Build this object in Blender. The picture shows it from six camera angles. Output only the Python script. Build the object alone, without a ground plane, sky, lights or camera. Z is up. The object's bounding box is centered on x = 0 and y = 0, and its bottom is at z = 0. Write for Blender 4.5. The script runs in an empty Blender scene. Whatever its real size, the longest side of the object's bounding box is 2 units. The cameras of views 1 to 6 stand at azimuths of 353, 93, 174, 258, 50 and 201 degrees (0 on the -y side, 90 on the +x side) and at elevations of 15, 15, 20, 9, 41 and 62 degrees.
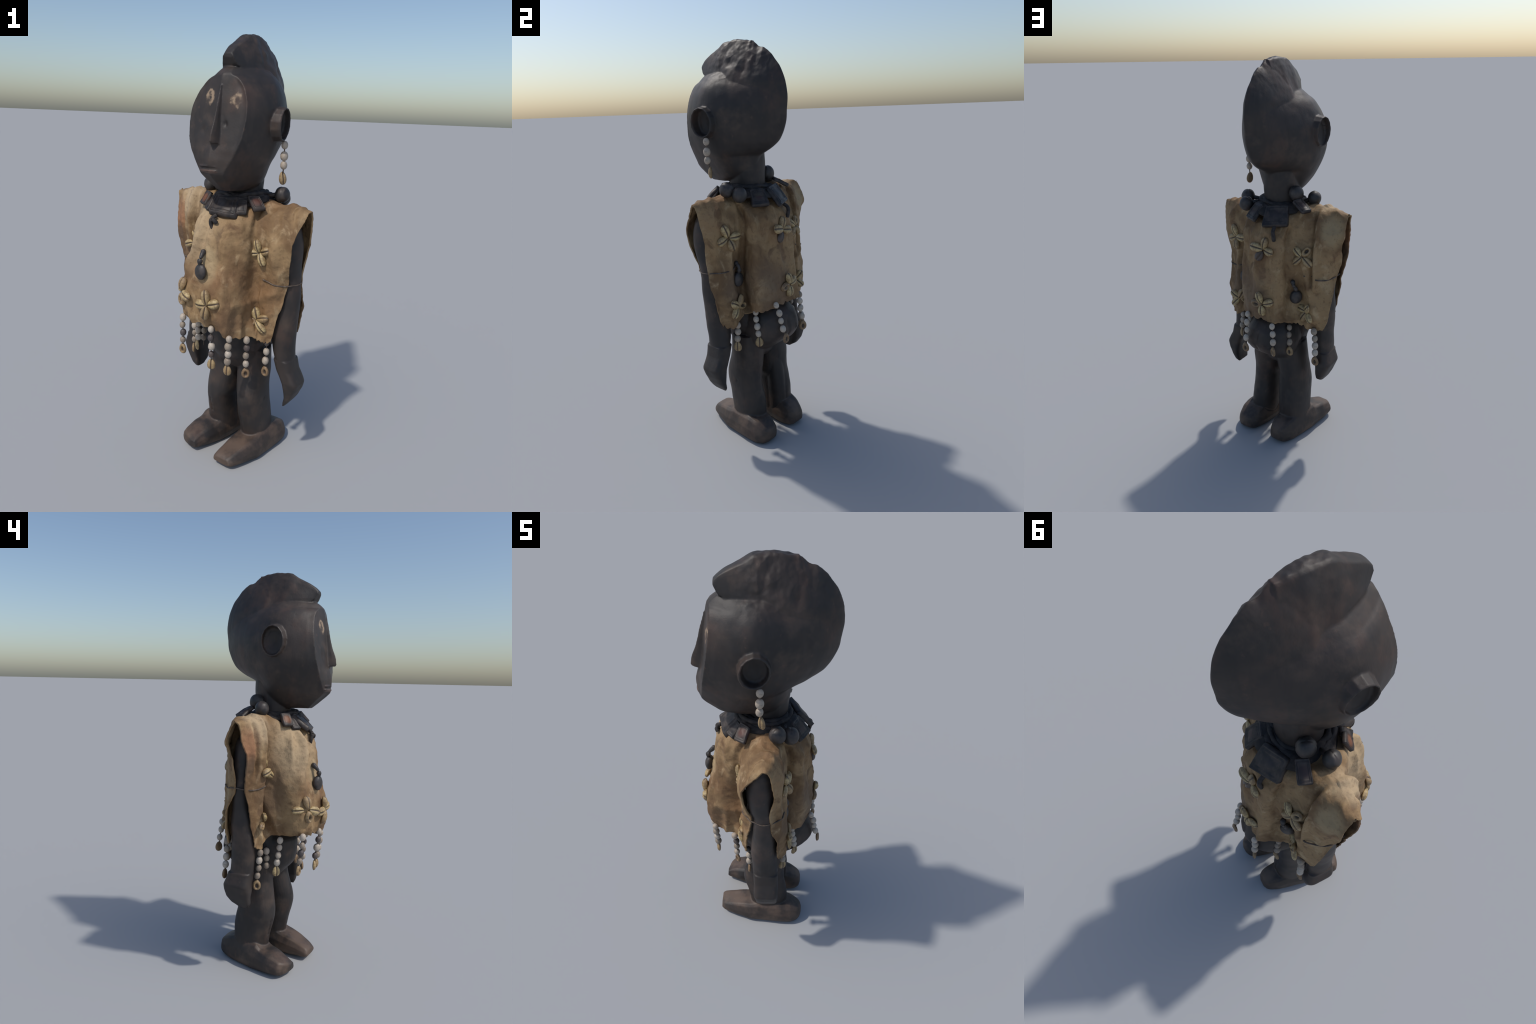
# Carved wooden standing figure in a cowrie-sewn leather tunic.
# Built in two turned frames: the head faces azimuth -36, the body azimuth -40.
# Local coordinates are (f, s, z): f forward, s to the figure's own left, z up.
import bpy, bmesh, math, random
import numpy as np
from mathutils import Vector, Matrix, noise
from mathutils.bvhtree import BVHTree

random.seed(11)

def frame(az):
    a = math.radians(az)
    F = np.array([math.sin(a), -math.cos(a), 0.0])
    S = np.array([math.cos(a), math.sin(a), 0.0])
    return F, S
FH, SH = frame(-36)
FB, SB = frame(-40)

def head(f, s, z): return tuple(FH * f + SH * s + np.array([0, 0, z]))
def body(f, s, z): return tuple(FB * f + SB * s + np.array([0, 0, z]))
def V(p): return Vector(p)

# ------------------------------------------------------------------ helpers
def curve(keys, x):
    """smooth (monotone Hermite) interpolation of a key table [(x, y), ...]"""
    k = np.array(keys, float)
    X, Y = k[:, 0], k[:, 1]
    d = np.diff(Y) / np.diff(X)
    m = np.zeros_like(Y)
    m[0], m[-1] = d[0], d[-1]
    for i in range(1, len(Y) - 1):
        m[i] = 0 if d[i - 1] * d[i] <= 0 else 2 * d[i - 1] * d[i] / (d[i - 1] + d[i])
    x = float(np.clip(x, X[0], X[-1]))
    i = int(np.clip(np.searchsorted(X, x) - 1, 0, len(X) - 2))
    h = X[i + 1] - X[i]
    t = (x - X[i]) / h
    return ((2*t**3 - 3*t**2 + 1) * Y[i] + (t**3 - 2*t**2 + t) * h * m[i]
            + (-2*t**3 + 3*t**2) * Y[i + 1] + (t**3 - t**2) * h * m[i + 1])

def new_mesh(name, verts, faces):
    me = bpy.data.meshes.new(name)
    me.from_pydata([tuple(v) for v in verts], [], faces)
    me.update()
    return me

def loft(rings):
    """closed solid through rings of equal point count"""
    n = len(rings[0])
    verts = [p for r in rings for p in r]
    faces = []
    for i in range(len(rings) - 1):
        for j in range(n):
            a, b = i * n + j, i * n + (j + 1) % n
            faces.append((a, b, b + n, a + n))
    c0 = tuple(np.mean(np.array(rings[0]), axis=0))
    c1 = tuple(np.mean(np.array(rings[-1]), axis=0))
    i0, i1 = len(verts), len(verts) + 1
    verts += [c0, c1]
    m = (len(rings) - 1) * n
    for j in range(n):
        faces.append((i0, (j + 1) % n, j))
        faces.append((i1, m + j, m + (j + 1) % n))
    return verts, faces

def spow(x, e):
    return math.copysign(abs(x) ** e, x)

def oval(tf, cf, cs, z, a, b, n=2.3, count=40, tilt=0.0):
    """horizontal super-ellipse ring; tilt slopes it along f"""
    out = []
    for j in range(count):
        t = 2 * math.pi * j / count
        x, y = a * spow(math.cos(t), 2 / n), b * spow(math.sin(t), 2 / n)
        out.append(tf(cf + x, cs + y, z + tilt * x))
    return out

def limb(tf, keys, steps=30, n=2.3, hard=False):
    """limb from (z, f, s, half_f, half_s) stations"""
    zs = [k[0] for k in keys]
    ch = [[(k[0], k[i]) for k in keys] for i in range(1, 5)]
    rings = []
    for i in range(steps + 1):
        z = zs[0] + (zs[-1] - zs[0]) * i / steps
        f, s, a, b = [(np.interp(z, zs, [q[1] for q in c]) if hard else curve(c, z)) for c in ch]
        rings.append(oval(tf, f, s, z, a, b, n))
    return loft(rings)

solids = []          # (label, verts, faces) wooden solids to be fused
def add_solid(label, vf):
    solids.append((label, vf[0], vf[1]))

def ellipsoid(tf, c, r, nu=28, nv=16):
    rings = []
    for i in range(1, nv):
        p = math.pi * i / nv - math.pi / 2
        rings.append([tf(c[0] + r[0] * math.cos(p) * math.cos(2*math.pi*j/nu),
                         c[1] + r[1] * math.cos(p) * math.sin(2*math.pi*j/nu),
                         c[2] + r[2] * math.sin(p)) for j in range(nu)])
    return loft(rings)

# ------------------------------------------------------------------ head
FRONT = [(1.345, .192), (1.358, .211), (1.385, .245), (1.412, .278), (1.424, .288), (1.436, .291), (1.478, .292),
         (1.515, .286), (1.55, .276), (1.62, .263), (1.70, .252), (1.76, .243), (1.822, .233), (1.838, .218),
         (1.858, .185), (1.875, .12)]
BACK = [(1.345, -.05), (1.40, -.09), (1.47, -.112), (1.492, -.155), (1.515, -.197), (1.548, -.238),
        (1.606, -.270), (1.661, -.286), (1.73, -.291), (1.80, -.283), (1.84, -.268), (1.875, -.245)]
PLATE = [(1.345, .03), (1.36, .040), (1.40, .052), (1.43, .060), (1.46, .078), (1.52, .111), (1.58, .131), (1.65, .137),
         (1.70, .132), (1.755, .112), (1.79, .088), (1.812, .062), (1.824, .036), (1.838, .03), (1.875, .02)]
WIDE = [(1.345, .055), (1.37, .088), (1.40, .110), (1.46, .148), (1.52, .177), (1.60, .199), (1.68, .203),
        (1.74, .188), (1.79, .163), (1.825, .130), (1.855, .092), (1.875, .05)]
SHEAR = [(1.345, .016), (1.40, .010), (1.46, .005), (1.50, .005), (1.65, .011), (1.75, .020), (1.875, .030)]
WEDGE = [(1.345, 1.9), (1.46, 1.5), (1.52, 1.34), (1.60, 1.31), (1.70, 1.25), (1.875, 1.12)]

def head_ring(z):
    ff, fb, wp, wm = curve(FRONT, z), curve(BACK, z), curve(PLATE, z), curve(WIDE, z)
    sc, nb = curve(SHEAR, z), curve(WEDGE, z)
    drop = .021 + .012 * max(0.0, min(1.0, (1.56 - z) / .1))
    fe = ff - drop * min(1, wp / .10)
    fm = min(.048, fe - .04)
    rim = .0035 * max(0.0, min(1.0, (z - 1.50) / .06)) * min(1.0, max(0.0, (1.815 - z) / .03))
    half = []                                            # (f, half width, share of the skew)
    for i in range(13):                                  # flat face plate, shallow keel, lipped edge
        t = i / 12
        lip = rim * (math.exp(-((t - 1) / .06) ** 2) - .7 * math.exp(-((t - .84) / .09) ** 2))
        half.append((ff + (fe - ff) * t + lip, wp * t, 0.0))
    for i in range(1, 13):                               # cheek
        t = i / 12
        half.append((fe + (fm - fe) * t, wp + (wm - wp) * (1.75 * t - .75 * t * t), 0.0))
    for i in range(1, 19):                               # wedge-shaped back of the skull, its keel off to the left
        t = i / 18 * math.pi / 2
        f = fm - (fm - fb) * math.sin(t) ** (2 / nb)
        half.append((f, wm * max(0, math.cos(t)) ** (2 / nb), (fm - f) / (fm - fb)))
    H = np.array(half)                                   # ease the cheek into the skull
    for _ in range(10):
        H[15:-3] = H[15:-3] * .5 + (H[14:-4] + H[16:-2]) * .25
    half = [tuple(q) for q in H]
    pts = half + [(f, -s, k) for f, s, k in reversed(half[1:-1])]
    return [head(f, sc + s + k * (.025 - sc), z) for f, s, k in pts]

add_solid("head", loft([head_ring(1.345 + (1.875 - 1.345) * i / 70) for i in range(71)]))

# keel: the skull rises behind into a tapering ridge that carries the comb
KBACK = [(1.66, -.284), (1.73, -.291), (1.80, -.284), (1.862, -.258), (1.897, -.233), (1.942, -.188), (1.966, -.143), (1.990, -.092), (1.999, -.05)]
KFRONT = [(1.66, .08), (1.80, .12), (1.88, .13), (1.95, .10), (1.985, .04), (1.999, -.01)]
KWIDE = [(1.66, .09), (1.74, .116), (1.80, .114), (1.85, .097), (1.90, .074), (1.95, .048), (1.98, .028), (1.999, .010)]
rings = []
for i in range(45):
    z = 1.66 + (1.999 - 1.66) * i / 44
    fb, ff, w = curve(KBACK, z), curve(KFRONT, z), curve(KWIDE, z)
    fm = ff - .40 * (ff - fb)
    sc = curve(SHEAR, z)
    ring = []
    for j in range(48):
        t = 2 * math.pi * j / 48
        c, d = math.cos(t), math.sin(t)
        if c >= 0: p = (fm + (ff - fm) * c ** 1.4, w * spow(d, 1.3))
        else: p = (fm - (fm - fb) * (-c) ** 1.55, w * spow(d, 1.45))
        ring.append(head(p[0], sc + p[1] + (.025 - sc) * max(0, (fm - p[0]) / (fm - fb)), z))
    rings.append(ring)
add_solid("head", loft(rings))

# comb: overhanging front part of the ridge, blunt-ended above the forehead
CTOP = [(-.10, 1.990), (-.02, 2.0), (.04, 1.997), (.13, 1.957), (.185, 1.926), (.206, 1.905)]
CBOT = [(-.10, 1.80), (.0, 1.815), (.12, 1.845), (.185, 1.860), (.206, 1.893)]
CBASE = [(-.10, .06), (-.02, .088), (.05, .086), (.12, .066), (.18, .040), (.206, .026)]
CRIDGE = [(-.1, .014), (0, .026), (.1, .026), (.18, .022), (.206, .018)]
def crest_ring(f):
    zt, zb, wb, wr = curve(CTOP, f), curve(CBOT, f), curve(CBASE, f), curve(CRIDGE, f)
    sc = .024 + .008 * (f + .1) / .3
    h = zt - zb
    prof = [(0, 1.0), (wr * .6, .995), (wr, .96), (wr + (wb - wr) * .26, .80), (wr + (wb - wr) * .5, .6),
            (wr + (wb - wr) * .74, .38), (wr + (wb - wr) * .92, .18), (wb, .0)]
    side = [(w, zb + h * t) for w, t in prof]
    pts = side + [(wb * .5, zb - .004), (-wb * .5, zb - .004)] + [(-w - .16 * max(0, w - wr), z) for w, z in reversed(side[1:])]
    return [head(f, sc + w, z) for w, z in pts]
add_solid("crest", loft([crest_ring(-.10 + .306 * i / 44) for i in range(45)]))

# nose: narrow ridge growing into a flat-bottomed wedge
NOSE_OUT = [(1.548, .026), (1.554, .034), (1.58, .035), (1.65, .021), (1.71, .013), (1.78, .005)]
NOSE_W = [(1.548, .022), (1.57, .021), (1.65, .014), (1.72, .010), (1.77, .006)]
rings = []
for i in range(25):
    z = 1.548 + (1.78 - 1.548) * i / 24
    ff, o, w = curve(FRONT, z), curve(NOSE_OUT, z), curve(NOSE_W, z)
    sc = .020 + .03 * (z - 1.56)
    rings.append([head(f, sc + s, z) for f, s in
                  [(ff - .03, -w * 1.3), (ff - .006, -w * 1.15), (ff + o * .55, -w * .62), (ff + o, -w * .15),
                   (ff + o, w * .15), (ff + o * .55, w * .62), (ff - .006, w * 1.15), (ff - .03, w * 1.3)]])
add_solid("head", loft(rings))

# lips
for dz, rz, out in ((.0085, .0060, .0195), (-.0085, .0075, .0225)):
    add_solid("head", ellipsoid(head, (.272, -.004, 1.446 + dz), (out, .050, rz)))

# cup-shaped ears
def ear(side, cs, cf, cz, ra, rb, base, rim):
    prof = [(base, 1.16), (base + (rim - base) * .5, 1.09), (rim - .006, 1.0), (rim, .95), (rim + .001, .88),
            (rim - .004, .82), (rim - .024, .76), (rim - .050, .66), (rim - .062, .3)]
    rings = []
    for d, k in prof:
        rings.append([head(cf + ra * k * math.cos(2*math.pi*(j+.3)/14), cs + side * (d + .008 * math.sin(2*math.pi*j/14 + 1)),
                           cz + rb * k * math.sin(2*math.pi*(j+.3)/14)) for j in range(14)])
    return loft(rings if side < 0 else rings)
add_solid("ear", ear(1, 0.0, .060, 1.634, .062, .073, .10, .236))
add_solid("ear", ear(-1, 0.0, .058, 1.660, .062, .076, .10, .201))

# ------------------------------------------------------------------ neck, torso, limbs
add_solid("neck", limb(head, [(1.26, -.009, 0, .088, .090), (1.34, -.009, 0, .088, .089), (1.42, -.010, .002, .092, .091),
                              (1.47, -.004, .004, .098, .094), (1.52, .01, .006, .11, .10)], 16, 2.1))
add_solid("torso", limb(body, [(.55, -.01, 0, .10, .13), (.62, -.005, 0, .115, .150), (.72, -.01, -.01, .075, .160), (.95, -.01, -.01, .055, .190),
                               (1.1, -.01, -.01, .055, .215), (1.2, -.01, -.01, .055, .24), (1.25, -.01, -.01, .05, .22),
                               (1.29, -.01, 0, .04, .13)], 36, 2.4))
# pelvis, its front sloping down and back to the crotch
add_solid("torso", limb(body, [(.415, -.055, 0, .03, .10), (.445, -.045, 0, .070, .120), (.50, -.02, .0, .105, .125),
                               (.56, 0, .0, .130, .130), (.66, 0, -.005, .137, .135), (.70, -.01, -.01, .12, .12), (.76, -.02, -.01, .06, .10)], 26, 2.05))
# buttocks: a jutting shelf
add_solid("torso", limb(body, [(.455, -.06, -.01, .05, .08), (.49, -.072, -.01, .085, .11), (.525, -.092, -.01, .112, .124),
                               (.555, -.106, -.01, .137, .133), (.60, -.117, -.012, .149, .138), (.66, -.112, -.014, .142, .128), (.71, -.10, -.015, .115, .105),
                               (.76, -.06, -.02, .06, .09)], 30, 2.25))
add_solid("leg", limb(body, [(.06, -.055, .097, .096, .068), (.15, -.047, .096, .103, .070), (.20, -.037, .094, .106, .070),
                             (.25, -.026, .094, .108, .066), (.30, -.018, .092, .108, .066), (.35, -.020, .087, .104, .072),
                             (.40, -.028, .083, .099, .075), (.46, -.036, .078, .092, .080), (.56, -.04, .075, .085, .082)], 40, 2.05))
add_solid("leg", limb(body, [(.05, -.092, -.078, .055, .045), (.20, -.088, -.076, .060, .044), (.32, -.080, -.074, .058, .044), (.42, -.07, -.06, .05, .04)], 20, 2.0))
add_solid("leg", limb(body, [(.06, -.055, -.107, .094, .073), (.15, -.050, -.108, .100, .072), (.20, -.044, -.107, .105, .071),
                             (.25, -.036, -.105, .106, .072), (.30, -.032, -.097, .102, .080), (.35, -.035, -.093, .098, .083),
                             (.40, -.040, -.090, .095, .085), (.46, -.045, -.082, .090, .086), (.56, -.04, -.075, .085, .080)], 40, 2.05))
ARM_L = [(.535, -.024, .264, .0575, .043), (.56, -.022, .261, .059, .0455), (.60, -.019, .255, .061, .051), (.65, -.014, .254, .062, .056),
         (.70, -.012, .248, .063, .066), (.80, -.012, .252, .058, .070), (.88, -.010, .260, .054, .066), (.95, -.006, .264, .052, .062),
         (1.0, .004, .268, .056, .062), (1.1, .012, .274, .062, .062), (1.18, .010, .268, .054, .056), (1.235, .004, .256, .028, .032)]
ARM_R = [(.515, -.03, -.276, .0600, .042), (.56, -.025, -.272, .061, .043), (.65, -.020, -.266, .061, .046), (.70, -.020, -.264, .061, .052),
         (.80, -.026, -.266, .058, .056), (.90, -.030, -.270, .044, .054), (1.0, -.020, -.276, .044, .054),
         (1.1, -.012, -.284, .050, .056), (1.18, -.004, -.282, .050, .054), (1.235, .0, -.272, .028, .033)]
add_solid("arm", limb(body, ARM_L, 40, 2.15))
add_solid("arm", limb(body, ARM_R, 40, 2.15))
add_solid("hand", limb(body, [(.312, -.030, .281, .040, .007), (.33, -.033, .289, .050, .013), (.36, -.034, .302, .053, .021), (.40, -.033, .309, .058, .033),
                              (.435, -.029, .310, .059, .043), (.445, -.028, .307, .0595, .044), (.50, -.027, .278, .059, .043), (.552, -.024, .263, .060, .046)], 48, 3.6, True))
add_solid("hand", limb(body, [(.362, -.018, -.258, .026, .012), (.385, -.030, -.266, .050, .022), (.42, -.038, -.278, .062, .030), (.46, -.038, -.287, .069, .038),
                              (.485, -.037, -.291, .069, .044), (.495, -.036, -.290, .068, .044), (.535, -.030, -.276, .063, .043), (.55, -.028, -.273, .062, .045)], 48, 3.6, True))

# feet: flat clog-like blocks; stations along f with inner/outer edges and top height
def foot(stations, steps=44):
    ch = [[(k[0], k[i]) for k in stations] for i in range(1, 5)]
    f0, f1 = stations[0][0], stations[-1][0]
    rings = []
    for i in range(steps + 1):
        t = i / steps
        f = f0 + (f1 - f0) * (.5 - .5 * math.cos(math.pi * t))
        si, so, top, bot = [curve(c, f) for c in ch]
        m, w = (si + so) / 2, (so - si) / 2
        h = top - bot
        prof = [(-1, .34), (-.95, .60), (-.76, .90), (-.58, .985), (0, 1.0), (.56, .985), (.74, .88), (.94, .56), (1, .32),
                (.95, .14), (.82, .02), (.4, 0), (-.4, 0), (-.82, .02), (-.95, .14)]
        rings.append([body(f, m + w * x, bot + h * y) for x, y in prof])
    return loft(rings)
# (f, inner edge, outer edge, top, sole)
add_solid("foot", foot([(-.234, .105, .135, .055, .03), (-.224, .080, .165, .078, .012), (-.20, .058, .188, .096, .003), (-.16, .044, .201, .116, 0), (-.10, .030, .203, .126, 0),
                        (0, .022, .193, .122, 0), (.05, .020, .187, .108, .001), (.10, .018, .174, .098, .006), (.16, .018, .154, .078, .012), (.200, .018, .132, .062, .016), (.214, .024, .120, .050, .024)]))
add_solid("foot", foot([(-.236, -.115, -.07, .06, .03), (-.226, -.135, -.048, .086, .014), (-.195, -.156, -.032, .110, .004), (-.15, -.174, -.028, .128, 0), (-.10, -.187, -.029, .138, 0),
                        (0, -.210, -.040, .138, 0), (.05, -.215, -.053, .112, .001), (.10, -.222, -.067, .100, .008), (.15, -.222, -.086, .084, .013), (.178, -.196, -.096, .072, .017), (.198, -.142, -.106, .058, .024)]))

# ------------------------------------------------------------------ fuse the wood, then split it by part
def fuse(items, voxel, smooth):
    verts, faces = [], []
    for _, v, f in items:
        o = len(verts)
        verts += list(v)
        faces += [tuple(i + o for i in q) for q in f]
    me = new_mesh("fused", verts, faces)
    ob = bpy.data.objects.new("fused", me)
    bpy.context.scene.collection.objects.link(ob)
    bm = bmesh.new(); bm.from_mesh(me)
    bmesh.ops.recalc_face_normals(bm, faces=bm.faces)
    bm.to_mesh(me); bm.free()
    m = ob.modifiers.new("r", 'REMESH'); m.mode = 'VOXEL'; m.voxel_size = voxel
    m2 = ob.modifiers.new("s", 'SMOOTH'); m2.factor = .5; m2.iterations = smooth
    dg = bpy.context.evaluated_depsgraph_get()
    out = bpy.data.meshes.new_from_object(ob.evaluated_get(dg))
    bpy.data.objects.remove(ob)
    return out

wood = fuse(solids, .0034, 2)

# nearest source solid labels each face
trees = []
for lab, v, f in solids:
    trees.append((lab, BVHTree.FromPolygons([V(p) for p in v], f)))

nv = len(wood.vertices)
co = np.empty(nv * 3); wood.vertices.foreach_get("co", co); co = co.reshape(-1, 3)
no = np.empty(nv * 3); wood.vertex_normals.foreach_get("vector", no); no = no.reshape(-1, 3)

# relief: adze facets everywhere, chipped rough wood on the comb, knot holes and checks
fvals = co @ FH
svals = co @ SH
disp = np.zeros(nv)
for i in range(nv):
    p = Vector(co[i])
    d = .0026 * noise.noise(p * 9.0) + .0012 * noise.noise(p * 23.0 + Vector((3, 1, 7)))
    d -= .0022 * max(0.0, noise.voronoi(Vector((p.x * 15, p.y * 15, p.z * 9)))[0][0] - .35)
    z = co[i, 2]
    if z > 1.78:                                            # comb: hacked and weathered on its left and rear
        left = min(1, max(.25, (svals[i] + .02) / .05))
        k = min(1, (z - 1.78) / .10) * left * min(1, max(0, (.15 - fvals[i]) / .10)) * min(1, max(.25, (fvals[i] + .26) / .10))
        q = Vector((p.x * 13, p.y * 13, p.z * 10))
        c1 = noise.voronoi(q + Vector((noise.noise(q * 1.3), noise.noise(q * 1.3 + Vector((9, 0, 0))), 0)) * .5)[0]
        d += k * (.013 * (c1[0] - .45) + .0050 * noise.noise(q * 1.8) + .0022 * noise.noise(q * 4.4))
    disp[i] = d
DENTS = [(head(-.131, .123, 1.689), .013, .010), (body(.034, -.176, .094), .012, .014), (body(.058, -.115, .25), .010, .012),
         (body(.052, -.112, .20), .008, .008), (body(-.02, .16, .30), .008, .004), (head(.060, .205, 1.634), .034, .016), (head(.058, -.175, 1.660), .034, .022), (head(.250, .058, 1.628), .008, .006), (head(.262, -.045, 1.60), .012, .003)]
for c, r, dep in DENTS:
    dd = np.linalg.norm((co - np.array(c)) * np.array([1, 1, .75]), axis=1)
    disp -= dep * np.exp(-(dd / r) ** 2)
CRACKS = [(head(.232, .060, 1.69), head(.222, .118, 1.595), .004, .0028), (head(.240, .045, 1.66), head(.245, .062, 1.62), .003, .004),
          (head(.292, -.050, 1.4465), head(.292, .042, 1.4465), .006, .0042), (body(-.255, -.06, .60), body(-.25, .02, .61), .006, .005),
          (body(-.262, .0, .68), body(-.255, .005, .52), .006, .006), (body(.062, -.120, .24), body(.055, -.115, .17), .006, .004)]
for a_, b_, dep, r in CRACKS:
    a_, b_ = np.array(a_), np.array(b_)
    t_ = np.clip(((co - a_) @ (b_ - a_)) / ((b_ - a_) @ (b_ - a_)), 0, 1)
    dd = np.linalg.norm(co - (a_ + t_[:, None] * (b_ - a_)), axis=1)
    disp -= dep * np.exp(-(np.maximum(0, dd - .006) / r) ** 2) if dep < .0041 else dep * np.exp(-(dd / (r + .003)) ** 2)
co = co + no * disp[:, None]
# adze marks: the inner faces of the legs are left rough
wood.vertices.foreach_set("co", co.ravel())
wood.update()

labels = []
for poly in wood.polygons:
    c = poly.center
    best, bd = 0, 1e9
    for k, (lab, t) in enumerate(trees):
        r = t.find_nearest(c, bd)
        if r[0] is not None and r[3] < bd:
            best, bd = k, r[3]
    labels.append(best)

wn = np.empty(nv * 3); wood.vertex_normals.foreach_get("vector", wn); wn = wn.reshape(-1, 3)
root = bpy.data.objects.new("carved_figure", None)
bpy.context.scene.collection.objects.link(root)
root["label"] = "dark carved wooden figure wearing cowrie-sewn leather tunic, beads and amulets"
root["category"] = "wooden statue"

def link(name, me, parent, mats=(), smooth=True):
    ob = bpy.data.objects.new(name, me)
    bpy.context.scene.collection.objects.link(ob)
    ob.parent = parent
    for m in mats:
        me.materials.append(m)
    if smooth:
        me.polygons.foreach_set("use_smooth", [True] * len(me.polygons))
    return ob

# ------------------------------------------------------------------ materials
class Nodes:
    def __init__(self, name, rough=.6):
        self.m = bpy.data.materials.new(name)
        self.m.use_nodes = True
        self.t = self.m.node_tree
        self.t.nodes.clear()
        self.out = self.t.nodes.new("ShaderNodeOutputMaterial")
        self.b = self.t.nodes.new("ShaderNodeBsdfPrincipled")
        self.b.inputs["Roughness"].default_value = rough
        self.t.links.new(self.b.outputs[0], self.out.inputs[0])
        self.tc = self.t.nodes.new("ShaderNodeTexCoord")
        self.P = self.tc.outputs["Object"]
    def link(self, a, b): self.t.links.new(a, b)
    def n(self, kind, **kw):
        nd = self.t.nodes.new(kind)
        for k, v in kw.items():
            setattr(nd, k, v)
        return nd
    def noise(self, scale, detail=4, rough=.55, vec=None, dist=0.0):
        nd = self.n("ShaderNodeTexNoise")
        nd.inputs["Scale"].default_value = scale
        nd.inputs["Detail"].default_value = detail
        nd.inputs["Roughness"].default_value = rough
        nd.inputs["Distortion"].default_value = dist
        self.link(vec or self.P, nd.inputs["Vector"])
        return nd.outputs["Fac"]
    def scaled(self, s, loc=(0, 0, 0), rot=(0, 0, 0)):
        nd = self.n("ShaderNodeMapping")
        nd.inputs["Scale"].default_value = s
        nd.inputs["Location"].default_value = loc
        nd.inputs["Rotation"].default_value = rot
        self.link(self.P, nd.inputs["Vector"])
        return nd.outputs[0]
    def ramp(self, fac, lo, hi, a=0.0, b=1.0):
        nd = self.n("ShaderNodeMapRange", interpolation_type='SMOOTHSTEP')
        nd.inputs["From Min"].default_value = lo
        nd.inputs["From Max"].default_value = hi
        nd.inputs["To Min"].default_value = a
        nd.inputs["To Max"].default_value = b
        self.link(fac, nd.inputs["Value"])
        return nd.outputs[0]
    def mix(self, fac, a, b):
        nd = self.n("ShaderNodeMix", data_type='RGBA')
        if isinstance(fac, (int, float)): nd.inputs[0].default_value = fac
        else: self.link(fac, nd.inputs[0])
        for sock, v in ((nd.inputs[6], a), (nd.inputs[7], b)):
            if isinstance(v, tuple): sock.default_value = (*v, 1)
            else: self.link(v, sock)
        return nd.outputs[2]
    def math(self, op, a, b=None, c=None):
        nd = self.n("ShaderNodeMath", operation=op)
        for i, v in enumerate((a, b, c)):
            if v is None: continue
            if isinstance(v, (int, float)): nd.inputs[i].default_value = v
            else: self.link(v, nd.inputs[i])
        return nd.outputs[0]
    def dist(self, c, scale=(1, 1, 1)):
        """scaled distance from a point in object coordinates"""
        s = self.n("ShaderNodeVectorMath", operation='SUBTRACT')
        self.link(self.P, s.inputs[0]); s.inputs[1].default_value = c
        m = self.n("ShaderNodeVectorMath", operation='MULTIPLY')
        self.link(s.outputs[0], m.inputs[0]); m.inputs[1].default_value = scale
        l = self.n("ShaderNodeVectorMath", operation='LENGTH')
        self.link(m.outputs[0], l.inputs[0])
        return l.outputs["Value"]
    def bump(self, h, strength=.3, distance=.004):
        nd = self.n("ShaderNodeBump")
        nd.inputs["Strength"].default_value = strength
        nd.inputs["Distance"].default_value = distance
        self.link(h, nd.inputs["Height"])
        self.link(nd.outputs[0], self.b.inputs["Normal"])
    def done(self, col):
        if isinstance(col, tuple): self.b.inputs["Base Color"].default_value = (*col, 1)
        else: self.link(col, self.b.inputs["Base Color"])
        return self.m

def wood_material(name, worn, eyes=False):
    N = Nodes(name, .54)
    big = N.noise(4.5, 4, .6)
    mid = N.noise(9, 6, .62, N.scaled((1, 1, .7), (1, 6, 2)))
    grain = N.noise(30, 4, .6, N.scaled((1, 1, .12)))
    col = N.mix(N.ramp(big, .40, .62), (.0265, .0227, .0213), (.043, .0325, .0275))
    col = N.mix(N.ramp(mid, .50, .72, 0, .60), col, (.078, .045, .033))
    col = N.mix(N.ramp(grain, .45, .75, 0, .35), col, (.017, .015, .015))
    speck = N.noise(22, 6, .7, N.scaled((1, 1, .8), (3, 9, 5)))
    col = N.mix(N.ramp(speck, .60, .74, 0, .55), col, (.100, .058, .042))
    if worn > 0:
        w = N.noise(8, 5, .6, N.scaled((1, 1, 1), (4, 2, 1)))
        col = N.mix(N.ramp(w, .54 - .16 * worn, .80 - .14 * worn, 0, .30 + .5 * worn), col, (.125, .084, .060))
    if eyes:
        lip = N.dist(head(.292, -.004, 1.434), (1 / .052, 1 / .052, 1 / .008))
        col = N.mix(N.ramp(lip, 1.1, .7, 0, .8), col, (.11, .068, .052))
        for c in EYES:
            d = N.dist(c, (1 / .025, 1 / .025, 1 / .033))
            wob = N.noise(32, 3, .6)
            d2 = N.math('ADD', d, N.math('MULTIPLY', N.math('SUBTRACT', wob, .5), 1.5))
            ring = N.math('MULTIPLY', N.ramp(d2, .12, .42), N.ramp(d2, 1.08, .70))
            ring = N.math('MULTIPLY', ring, N.ramp(N.noise(24, 2, .5, N.scaled((1, 1, 1), (7, 3, 2))), .40, .56, .05, .9))
            col = N.mix(ring, col, (.34, .245, .16))
    N.b.inputs["Specular IOR Level"].default_value = .42
    N.bump(N.math('ADD', N.noise(120, 4, .6), N.math('MULTIPLY', grain, .6)), .25, .002)
    return N.done(col)

EYES = [(-.163, -.180, 1.732), (-.060, -.250, 1.726)]
M_head = wood_material("dark_wood_face", .25, True)
M_wood = wood_material("dark_wood", .25)
M_feet = wood_material("worn_wood", 1.0)

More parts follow.
